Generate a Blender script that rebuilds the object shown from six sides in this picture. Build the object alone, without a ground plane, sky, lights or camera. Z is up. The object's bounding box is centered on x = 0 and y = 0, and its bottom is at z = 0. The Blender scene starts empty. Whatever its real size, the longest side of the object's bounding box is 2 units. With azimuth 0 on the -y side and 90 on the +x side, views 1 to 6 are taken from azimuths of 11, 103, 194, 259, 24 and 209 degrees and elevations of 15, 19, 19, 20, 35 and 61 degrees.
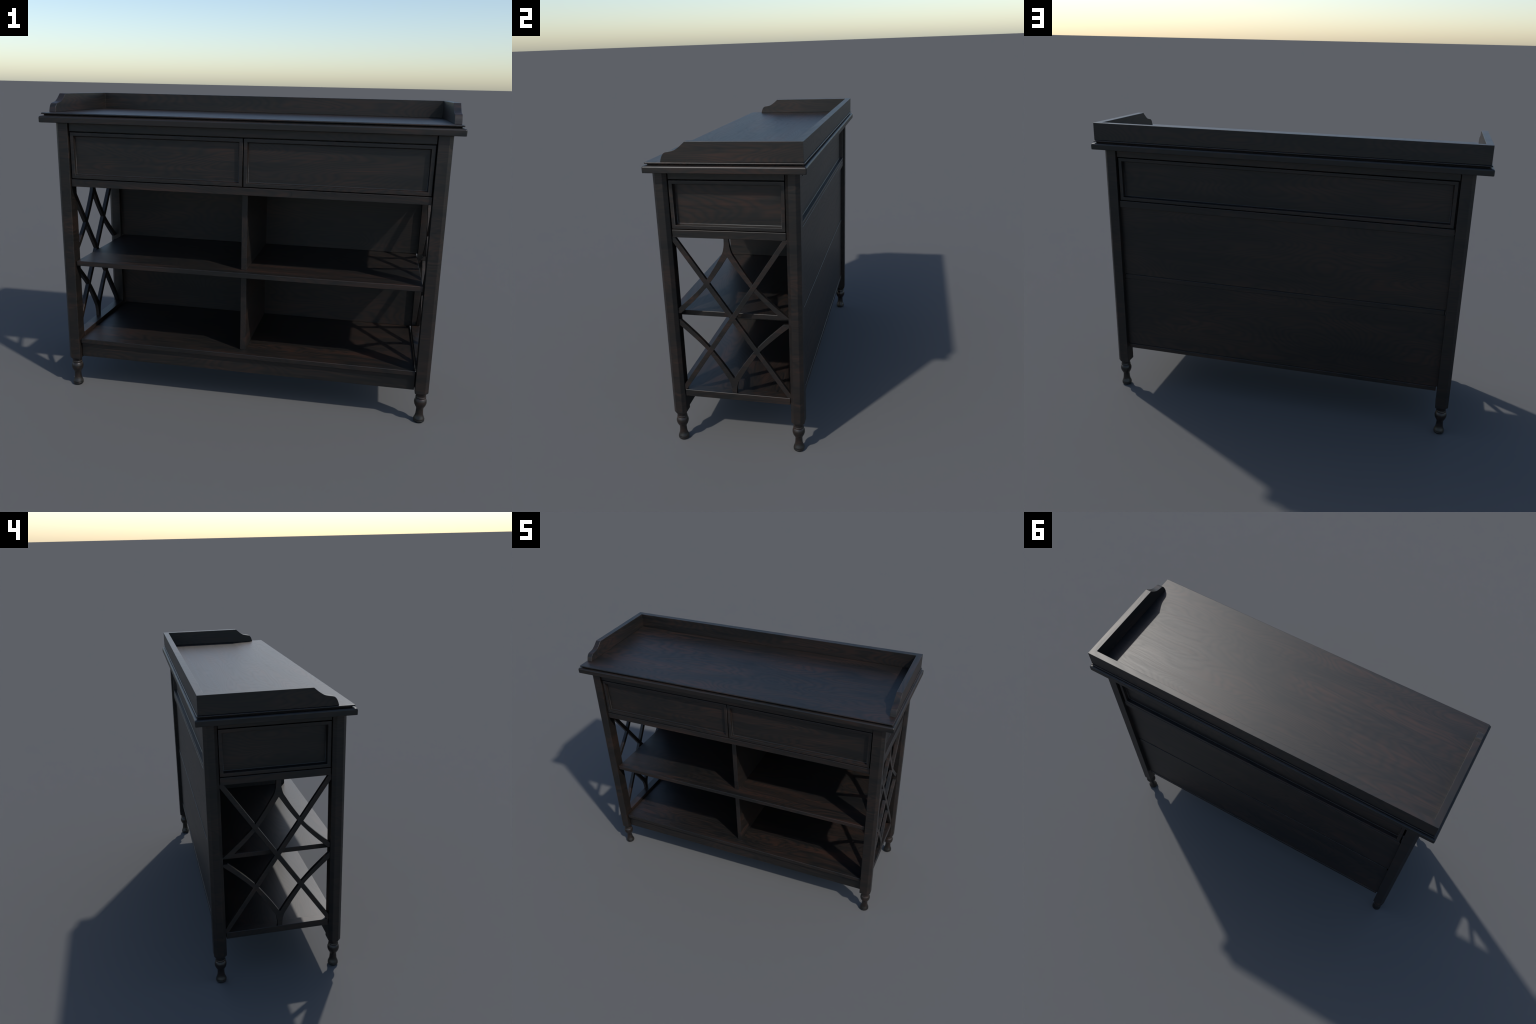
import bpy, bmesh, math
from mathutils import Vector

# ------------------------------------------------------------------ sizes (metres)
CX, CY = 0.0115, -0.009            # the carcass sits slightly off the centre of the top
LEG_OX, LEG_IX = 0.9395, 0.8735    # leg outer / inner faces, from the carcass centre
LEG_OY, LEG_IY = 0.3350, 0.2690
LEG_W = LEG_OX - LEG_IX
LEG_BOTTOM = 0.155
SLAB_BOTTOM = 1.398
TOP_Z = 1.4449
FRONT_Y = 0.3240                   # drawer / rail faces from the carcass centre
SIDE_X = 0.9195
Z_RAIL_U = (1.358, 1.3975)
Z_DRAWER = (1.1275, 1.3535)
Z_RAIL_L = (1.087, 1.1235)
Z_SHELF_M = (0.6755, 0.7015)
Z_SHELF_B = (0.2470, 0.2710)

# ------------------------------------------------------------------ materials
def wood(name, scale, seed, rough=0.435):
    """Espresso-stained wood: contour rings of a stretched noise give cathedral
    figure, a longer noise gives the reddish streaks, a fine one the pores."""
    m = bpy.data.materials.new(name)
    m.use_nodes = True
    nt = m.node_tree
    N, L = nt.nodes, nt.links
    for n in list(N):
        N.remove(n)
    def node(t, **kw):
        n = N.new(t)
        for k, v in kw.items():
            setattr(n, k, v)
        return n
    def math_(op, a, b=None, c=None):
        n = node('ShaderNodeMath', operation=op)
        for i, v in enumerate((a, b, c)):
            if v is None:
                continue
            if isinstance(v, (int, float)):
                n.inputs[i].default_value = v
            else:
                L.new(v, n.inputs[i])
        return n.outputs[0]
    def noise(vec, sc, detail=2.0, rough_=0.5, dist=0.0):
        n = node('ShaderNodeTexNoise', noise_dimensions='3D')
        n.inputs['Scale'].default_value = sc
        n.inputs['Detail'].default_value = detail
        n.inputs['Roughness'].default_value = rough_
        n.inputs['Distortion'].default_value = dist
        L.new(vec, n.inputs['Vector'])
        return n.outputs['Fac']
    def ramp(fac, stops):
        r = node('ShaderNodeValToRGB')
        e = r.color_ramp.elements
        while len(e) < len(stops):
            e.new(0.5)
        for el, (p, c) in zip(e, stops):
            el.position = p
            el.color = c if len(c) == 4 else (*c, 1)
        L.new(fac, r.inputs['Fac'])
        return r.outputs['Color']

    tc = node('ShaderNodeTexCoord')
    mp = node('ShaderNodeMapping')
    mp.inputs['Scale'].default_value = scale
    mp.inputs['Location'].default_value = seed
    L.new(tc.outputs['Object'], mp.inputs['Vector'])
    P = mp.outputs['Vector']

    figure = noise(P, 1.0, 1.6, 0.40, 0.15)               # broad cathedral figure
    phase = math_('MULTIPLY_ADD', figure, 36.0, 0.0)
    rings = math_('FRACT', phase)                         # early wood -> dark late-wood line
    rings = math_('SUBTRACT', 1.0, math_('ABSOLUTE', math_('MULTIPLY_ADD', rings, 2.0, -1.0)))
    rings = math_('POWER', math_('SUBTRACT', 1.0, rings), 1.8)   # 1 on the line, 0 between
    streak = noise(P, 1.5, 3.0, 0.55, 0.25)               # red / charcoal bands
    fibre_s = node('ShaderNodeMapping')
    big = max(scale)
    fibre_s.inputs['Scale'].default_value = tuple(13.0 if s > big * 0.6 else 1.5 for s in scale)
    L.new(P, fibre_s.inputs['Vector'])
    fibre = noise(fibre_s.outputs['Vector'], 1.0, 3.0, 0.6)

    t = math_('MULTIPLY_ADD', math_('SUBTRACT', streak, 0.5), 0.90, 0.49)
    t = math_('MULTIPLY_ADD', math_('SUBTRACT', 0.4, rings), 0.27, t)
    t = math_('MULTIPLY_ADD', math_('SUBTRACT', fibre, 0.5), 0.62, t)
    col = ramp(t, [(0.24, (0.0046, 0.0049, 0.0051)),
                   (0.42, (0.0078, 0.0070, 0.0064)),
                   (0.58, (0.0140, 0.0098, 0.0080)),
                   (0.82, (0.0290, 0.0140, 0.0098))])

    bs = node('ShaderNodeBsdfPrincipled')
    L.new(col, bs.inputs['Base Color'])
    r = math_('MULTIPLY_ADD', rings, 0.02, rough - 0.01)
    r = math_('MULTIPLY_ADD', math_('SUBTRACT', fibre, 0.5), 0.10, r)
    L.new(r, bs.inputs['Roughness'])
    bs.inputs['IOR'].default_value = 1.5
    bs.inputs['Specular IOR Level'].default_value = 0.48

    bump = node('ShaderNodeBump')
    bump.inputs['Strength'].default_value = 0.12
    bump.inputs['Distance'].default_value = 0.001
    h = math_('MULTIPLY_ADD', rings, -0.10, math_('MULTIPLY', fibre, 0.5))
    L.new(h, bump.inputs['Height'])
    L.new(bump.outputs['Normal'], bs.inputs['Normal'])
    out = node('ShaderNodeOutputMaterial')
    L.new(bs.outputs['BSDF'], out.inputs['Surface'])
    return m

LOW, HIGH = 1.3, 6.5
MAT_TOP = wood('stained_wood_top', (1.25, 5.2, 5.2), (3.1, 0.4, 1.7))
MAT_X = wood('stained_wood_along_width', (LOW, HIGH, HIGH), (0.3, 2.2, 5.1))
MAT_GAL = wood('stained_wood_gallery', (1.2, 1.3, 6.5), (2.7, 8.2, 6.1))
MAT_X2 = wood('stained_wood_back_board', (1.25, 5.2, 5.2), (7.7, 4.2, 2.6))
MAT_Y = wood('stained_wood_along_depth', (HIGH, 1.4, HIGH), (5.3, 1.2, 0.9))
MAT_LEG = wood('stained_wood_leg', (2.2, 2.2, 8.5), (1.4, 6.2, 3.3))
MAT_FOOT = wood('stained_wood_turned', (3.0, 3.0, 9.0), (9.1, 2.0, 4.3), 0.36)

# ------------------------------------------------------------------ helpers
root = bpy.data.objects.new('console_table', None)
root.empty_display_size = 0.3
bpy.context.collection.objects.link(root)
root['label'] = 'dark espresso wooden sideboard table with lattice sides and gallery'
root['category'] = 'console table'

def add(name, mesh, mat, parent=root, bevel=0.0, segs=2, smooth=True):
    o = bpy.data.objects.new(name, mesh)
    bpy.context.collection.objects.link(o)
    o.parent = parent
    if mat and not mesh.materials:
        mesh.materials.append(mat)
    if bevel:
        b = o.modifiers.new('Bevel', 'BEVEL')
        b.width = bevel
        b.segments = segs
        b.limit_method = 'ANGLE'
        b.angle_limit = math.radians(35)
        b.harden_normals = True
    if smooth:
        for p in mesh.polygons:
            p.use_smooth = True
        mesh.set_sharp_from_angle(angle=math.radians(52))
        w = o.modifiers.new('WeightedNormal', 'WEIGHTED_NORMAL')
        w.mode = 'FACE_AREA'
        w.weight = 80
        w.keep_sharp = True
    return o

def mesh_from(name, verts, faces):
    me = bpy.data.meshes.new(name)
    me.from_pydata([tuple(v) for v in verts], [], faces)
    bm = bmesh.new()
    bm.from_mesh(me)
    bmesh.ops.remove_doubles(bm, verts=bm.verts, dist=1e-6)
    bmesh.ops.recalc_face_normals(bm, faces=bm.faces)
    bm.to_mesh(me)
    bm.free()
    return me

def box(name, x, y, z, mat, parent=root, bevel=0.0015):
    v = [(a, b, c) for a in x for b in y for c in z]
    f = [(0, 1, 3, 2), (4, 6, 7, 5), (0, 4, 5, 1), (2, 3, 7, 6), (0, 2, 6, 4), (1, 5, 7, 3)]
    return add(name, mesh_from(name, v, f), mat, parent, bevel)

def prism(name, outline, to3d, depth, mat, parent=root, bevel=0.0012):
    """outline: 2D points; to3d(u, v, w) places them; depth: (w0, w1)."""
    n = len(outline)
    v = [to3d(a, b, depth[0]) for a, b in outline] + [to3d(a, b, depth[1]) for a, b in outline]
    f = [tuple(range(n)), tuple(range(2 * n - 1, n - 1, -1))]
    f += [(i, (i + 1) % n, n + (i + 1) % n, n + i) for i in range(n)]
    return add(name, mesh_from(name, v, f), mat, parent, bevel)

def smooth_curve(pts, sub=6):
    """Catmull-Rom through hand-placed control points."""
    P = [Vector(p) for p in pts]
    P = [P[0] * 2 - P[1]] + P + [P[-1] * 2 - P[-2]]
    out = []
    for i in range(1, len(P) - 2):
        a, b, c, d = P[i - 1:i + 3]
        for k in range(sub):
            t = k / sub
            out.append(0.5 * ((2 * b) + (c - a) * t + (2 * a - 5 * b + 4 * c - d) * t * t
                              + (3 * b - a - 3 * c + d) * t ** 3))
    out.append(P[-2])
    return [tuple(p) for p in out]

# ------------------------------------------------------------------ table top
def rect_ring(hx, hy, r, seg=4):
    pts = []
    for sx, sy, a0 in ((1, 1, 0), (-1, 1, 90), (-1, -1, 180), (1, -1, 270)):
        cx, cy = sx * (hx - r), sy * (hy - r)
        for k in range(seg + 1):
            a = math.radians(a0 + 90 * k / seg)
            pts.append((cx + r * math.cos(a), cy + r * math.sin(a)))
    return pts

def moulded_slab(name, profile, mat):
    """profile: (inset from the 2.00 x 0.732 outline, z, corner radius), bottom to top."""
    verts, faces = [], []
    rings = []
    for ins, z, r in profile:
        ring = rect_ring(1.0 - ins, 0.366 - ins, r)
        rings.append(list(range(len(verts), len(verts) + len(ring))))
        verts += [(a, b, z) for a, b in ring]
    n = len(rings[0])
    for A, B in zip(rings, rings[1:]):
        faces += [(A[i], A[(i + 1) % n], B[(i + 1) % n], B[i]) for i in range(n)]
    faces += [tuple(rings[0][::-1]), tuple(rings[-1])]
    return add(name, mesh_from(name, verts, faces), mat)

slab_prof = [(0.0040, 1.3980, .004), (0.0012, 1.3988, .005), (0.0002, 1.4015, .006)]
slab_prof += [(0.0, 1.4215, .006)]
for k in range(1, 6):                                   # rounded upper nosing
    a = math.radians(18 * k)
    slab_prof.append((0.0085 * (1 - math.cos(a)), 1.4215 + 0.0085 * math.sin(a), .006))
slab_prof += [(0.0150, 1.4312, .006), (0.0205, 1.4318, .004)]
moulded_slab('table_top', slab_prof, MAT_GAL)
lip_prof = [(0.0205, 1.4308, .003), (0.0205, 1.4340, .003), (0.0190, 1.4362, .003), (0.0150, 1.4373, .004),
            (0.0112, 1.4377, .005), (0.0098, 1.4389, .005), (0.0097, 1.4420, .005),
            (0.0106, 1.4440, .005), (0.0126, TOP_Z, .005)]
moulded_slab('top_moulding', lip_prof, MAT_TOP)

# ------------------------------------------------------------------ gallery
GZ0, GZ1 = TOP_Z + 0.0005, 1.5340
scroll = [(-0.2815, GZ0), (-0.2795, 1.4520), (-0.2762, 1.4625), (-0.2715, 1.4735), (-0.2635, 1.4835),
          (-0.2530, 1.4885), (-0.2330, 1.4922), (-0.2150, 1.4968), (-0.2010, 1.5045),
          (-0.1850, 1.5160), (-0.1640, GZ1)]
def gallery():
    """Raised rim round three sides: two scrolled ends and a back board, mitred."""
    prof = smooth_curve(scroll, 5)
    n = len(prof)
    v, f, corner = [], [], {}
    def put(*p):
        v.append(p)
        return len(v) - 1
    for s in (1, -1):
        O = [put(s * 0.985, u, z) for u, z in prof]
        I = [put(s * 0.952, u, z) for u, z in prof]
        ot, ob = put(s * 0.985, 0.3512, GZ1), put(s * 0.985, 0.3512, GZ0)
        it, ib = put(s * 0.952, 0.3180, GZ1), put(s * 0.952, 0.3180, GZ0)
        f += [tuple(O + [ot, ob]), tuple(I + [it, ib])]
        f += [(O[k], O[k + 1], I[k + 1], I[k]) for k in range(n - 1)]
        f += [(O[-1], I[-1], it, ot), (O[0], I[0], ib, ob)]
        corner[s] = (ot, ob, it, ib)
    (ot, ob, it, ib), (ot2, ob2, it2, ib2) = corner[1], corner[-1]
    f += [(ot, ot2, ob2, ob), (it, it2, ib2, ib), (ot, ot2, it2, it), (ob, ob2, ib2, ib)]
    return add('gallery', mesh_from('gallery', v, f), MAT_GAL, bevel=0.0016)
gallery()

# ------------------------------------------------------------------ legs and turned feet
def leg_mesh():
    hw, c = LEG_W / 2, 0.017
    # outer (+x) corners are chamfered, inner ones square
    o = [(-hw, -hw), (hw - c, -hw), (hw, -hw + c), (hw, hw - c), (hw - c, hw), (-hw, hw)]
    n = len(o)
    v, f = [], []
    for z, k in ((LEG_BOTTOM, 0.90), (LEG_BOTTOM + 0.006, 1.0), (SLAB_BOTTOM - 0.0003, 1.0)):
        v += [(x * k, y * k, z) for x, y in o]
    for r in range(2):
        f += [(r * n + i, r * n + (i + 1) % n, (r + 1) * n + (i + 1) % n, (r + 1) * n + i) for i in range(n)]
    f += [tuple(range(n))[::-1], tuple(range(2 * n, 3 * n))]
    return mesh_from('leg', v, f)

foot_profile = [(0.0215, 0.0), (0.0255, 0.0022), (0.0272, 0.0060), (0.0268, 0.0094), (0.0260, 0.0105),
                (0.0270, 0.0120), (0.0272, 0.0150), (0.0258, 0.0205), (0.0228, 0.0272), (0.0202, 0.0345),
                (0.0188, 0.0430), (0.0179, 0.0540), (0.0175, 0.0650), (0.0180, 0.0715), (0.0202, 0.0765),
                (0.0240, 0.0830), (0.0278, 0.0905), (0.0300, 0.0985), (0.0307, 0.1060), (0.0300, 0.1130),
                (0.0280, 0.1190), (0.0258, 0.1235), (0.0242, 0.1255), (0.0240, 0.1268), (0.0254, 0.1282),
                (0.0262, 0.1305), (0.0258, 0.1335), (0.0244, 0.1355), (0.0240, 0.1385), (0.0244, 0.1430),
                (0.0255, 0.1480), (0.0262, 0.1570)]
def foot_mesh(seg=40):
    v, f = [], []
    for r, z in foot_profile:
        v += [(r * math.cos(2 * math.pi * k / seg), r * math.sin(2 * math.pi * k / seg), z) for k in range(seg)]
    for j in range(len(foot_profile) - 1):
        f += [(j * seg + k, j * seg + (k + 1) % seg, (j + 1) * seg + (k + 1) % seg, (j + 1) * seg + k) for k in range(seg)]
    f += [tuple(range(seg))[::-1], tuple(range(len(v) - seg, len(v)))]
    return mesh_from('foot', v, f)

LM, FM = leg_mesh(), foot_mesh()
lx, ly = (LEG_OX + LEG_IX) / 2, (LEG_OY + LEG_IY) / 2
for sx in (1, -1):
    for sy in (-1, 1):
        leg = add('leg', LM, MAT_LEG, bevel=0.0018)
        leg.location = (CX + sx * lx, CY + sy * ly, 0)
        leg.rotation_euler = (0, 0, 0 if sx > 0 else math.pi)
        foot = add('foot', FM, MAT_FOOT, parent=leg)

# ------------------------------------------------------------------ rails
def X(a, b): return (CX + a, CX + b)
def Y(a, b): return (CY + a, CY + b)
RX, RY, RT = 0.8705, 0.2660, 0.034
for z, nm in ((Z_RAIL_U, 'upper_rail'), (Z_RAIL_L, 'lower_rail')):
    box(nm, X(-RX, RX), Y(-FRONT_Y, -FRONT_Y + RT), z, MAT_X)
    box(nm, X(-RX, RX), Y(FRONT_Y - RT, FRONT_Y), z, MAT_X)
    for s in (1, -1):
        box(nm, X(*sorted((s * (SIDE_X - RT), s * SIDE_X))), Y(-RY, RY), z, MAT_Y)
for s in (1, -1):
    box('foot_rail', X(*sorted((s * 0.8715, s * SIDE_X))), Y(-RY, RY), (0.2550, 0.2905), MAT_Y)
# closed carcass behind the drawer fronts
box('drawer_case', X(-0.8640, 0.8640), Y(-0.2860, 0.2860), (1.0892, 1.3950), MAT_X, bevel=0)
for s in (1, -1):
    box('drawer_case', X(*sorted((s * 0.8642, s * 0.8830))), Y(-0.2600, 0.2600), (1.0892, 1.3950), MAT_Y, bevel=0)

# ------------------------------------------------------------------ framed fronts
def framed_front(name, hu, hv, place, mat, mat_panel, sunk=0.0160):
    """A thin raised frame round a sunk flat panel. place(u, v, w): w points outwards."""
    def loft(rings, cap_first, cap_last, nm):
        v, f = [], []
        for ins, w in rings:
            a, b = hu - ins, hv - ins
            v += [place(*p, w) for p in ((-a, -b), (a, -b), (a, b), (-a, b))]
        for j in range(len(rings) - 1):
            f += [(4 * j + i, 4 * j + (i + 1) % 4, 4 * j + 4 + (i + 1) % 4, 4 * j + 4 + i) for i in range(4)]
        if cap_first:
            f.append((3, 2, 1, 0))
        if cap_last:
            k = 4 * (len(rings) - 1)
            f.append((k, k + 1, k + 2, k + 3))
        return mesh_from(nm, v, f)
    fr = [(0, -0.009 - sunk), (0, -0.0016), (0.0005, -0.0005), (0.0016, 0), (0.0158, 0), (0.0168, -0.0005), (0.0173, -0.0016),
          (0.0196, 0.0025 - sunk), (0.0203, 0.0010 - sunk), (0.0218, 0.0002 - sunk), (0.0252, -0.0006 - sunk), (0.0252, -0.009 - sunk)]
    fo = add(name, loft(fr, False, False, name), mat)
    add(name + '_panel', loft([(0.0222, -0.007 - sunk), (0.0222, -sunk)], True, True, name + '_panel'), mat_panel, parent=fo)
    return fo

zc, hz = sum(Z_DRAWER) / 2, (Z_DRAWER[1] - Z_DRAWER[0]) / 2
DW, GAP = 0.867, 0.0055
hw = (DW - GAP / 2) / 2
for s in (-1, 1):
    cx = CX + s * (GAP / 2 + hw)
    framed_front('drawer', hw, hz, lambda u, v, w, cx=cx: (cx + u, CY - FRONT_Y - w, zc + v), MAT_X, MAT_X)
framed_front('back_frame', 0.8640, hz, lambda u, v, w: (CX - u, CY + FRONT_Y + w, zc + v), MAT_X, MAT_X2, 0.0205)
for s in (1, -1):
    framed_front('side_frame', 0.2650, hz,
                 lambda u, v, w, s=s: (CX + s * (SIDE_X + w), CY + s * u, zc + v), MAT_Y, MAT_Y, 0.0245)

# ------------------------------------------------------------------ shelves, divider, boards
for z, nm in ((Z_SHELF_M, 'middle_shelf'), (Z_SHELF_B, 'bottom_shelf')):
    box(nm, X(-0.867, 0.867), (-0.3325, 0.3050), z, MAT_X, bevel=0.0018)
for z in ((Z_SHELF_M[1] + .0004, Z_RAIL_L[0] + .002), (Z_SHELF_B[1] + .0004, Z_SHELF_M[0] - .0004)):
    box('divider', (-0.0030, 0.0255), (-0.2740, 0.2855), z, MAT_Y)
    box('back_board', X(-0.8750, 0.8750), (0.2858, 0.3020), z, MAT_X2)
box('apron', X(-0.8700, 0.8700), (-0.3185, -0.2950), (0.1665, Z_SHELF_B[0] - .0004), MAT_X)

box('apron_gap_shade_strip', X(-0.8745, 0.8745), (-0.2925, -0.2800), (0.1700, Z_SHELF_B[0] - .0008), MAT_X)  # added strip blocking ground light, modelled to keep the apron-to-leg slots dark

# ------------------------------------------------------------------ side lattices
YL0, YL1 = CY - 0.2710, CY + 0.2710
ZL0, ZL1 = 0.2885, 1.0890
def clip(poly, axis, lim, keep_less):
    out = []
    for i, p in enumerate(poly):
        q = poly[(i + 1) % len(poly)]
        ip = (p[axis] <= lim) == keep_less
        iq = (q[axis] <= lim) == keep_less
        if ip:
            out.append(p)
        if ip != iq:
            t = (lim - p[axis]) / (q[axis] - p[axis])
            out.append(tuple(p[k] + t * (q[k] - p[k]) for k in (0, 1)))
    return out
DIAG_C, DIAG_S, DIAG_W = (-0.0116, 0.6920), 1.480, 0.0232
def diagonal(sign):
    d = Vector((1, sign * DIAG_S)).normalized()
    n = Vector((-d.y, d.x)) * DIAG_W / 2
    c = Vector(DIAG_C)
    p = [tuple(c - d * .6 - n), tuple(c + d * .6 - n), tuple(c + d * .6 + n), tuple(c - d * .6 + n)]
    for ax, lim, less in ((0, YL0, False), (0, YL1, True), (1, ZL0, False), (1, ZL1, True)):
        p = clip(p, ax, lim, less)
    return p
# outer edge of the forked bar, from the stem down to the leg (offset from the stem axis, z)
fork_out = [(0.0117, 1.0980), (0.0119, 1.0720), (0.0145, 1.0480), (0.0225, 1.0190), (0.0375, 0.9935),
            (0.0680, 0.9435), (0.1170, 0.8720), (0.1380, 0.8450), (0.1810, 0.8020), (0.2420, 0.7460), (0.2950, 0.7010)]
fork_in = [(0.0000, 1.0035), (0.0464, 0.9325), (0.0980, 0.8620), (0.1229, 0.8320), (0.1654, 0.7860),
           (0.2300, 0.7240), (0.2800, 0.6800)]
FORK_Y, FLIP_Z = -0.0202, 1.3760
def fork(flip):
    """Wishbone bar: a short stem that splits into two limbs (upside down below)."""
    def cut(pts, lim):
        res = []
        for p, q in zip(pts, pts[1:]):
            res.append(p)
            if q[1] < lim:
                t = (lim - p[1]) / (q[1] - p[1])
                return res + [(p[0] + t * (q[0] - p[0]), lim)]
        return res + [pts[-1]]
    lim = 0.7005 if flip else 0.7085
    o, i = cut(smooth_curve(fork_out, 4), lim), cut(smooth_curve(fork_in, 4), lim)
    poly = o + i[::-1] + [(-u, v) for u, v in i[1:]] + [(-u, v) for u, v in o[::-1]]
    poly = [(FORK_Y + u, FLIP_Z - v if flip else v - 0.003) for u, v in poly]
    return clip(clip(poly, 0, YL0, False), 0, YL1, True)
for s in (1, -1):
    lat = bpy.data.objects.new('side_lattice', None)
    lat.empty_display_size = 0.1
    bpy.context.collection.objects.link(lat)
    lat.parent = root
    for poly, nm, o in ((diagonal(1), 'lattice_bar', 0.0), (diagonal(-1), 'lattice_bar', 0.0006),
                        (fork(False), 'lattice_fork', 0.0012), (fork(True), 'lattice_fork', 0.0012)):
        prism(nm, poly, lambda u, v, w, s=s: (CX + s * w, u, v),
              (SIDE_X - 0.0215 + o, SIDE_X - 0.0010 - o), MAT_LEG, parent=lat, bevel=0.0012)
bpy.context.view_layer.update()
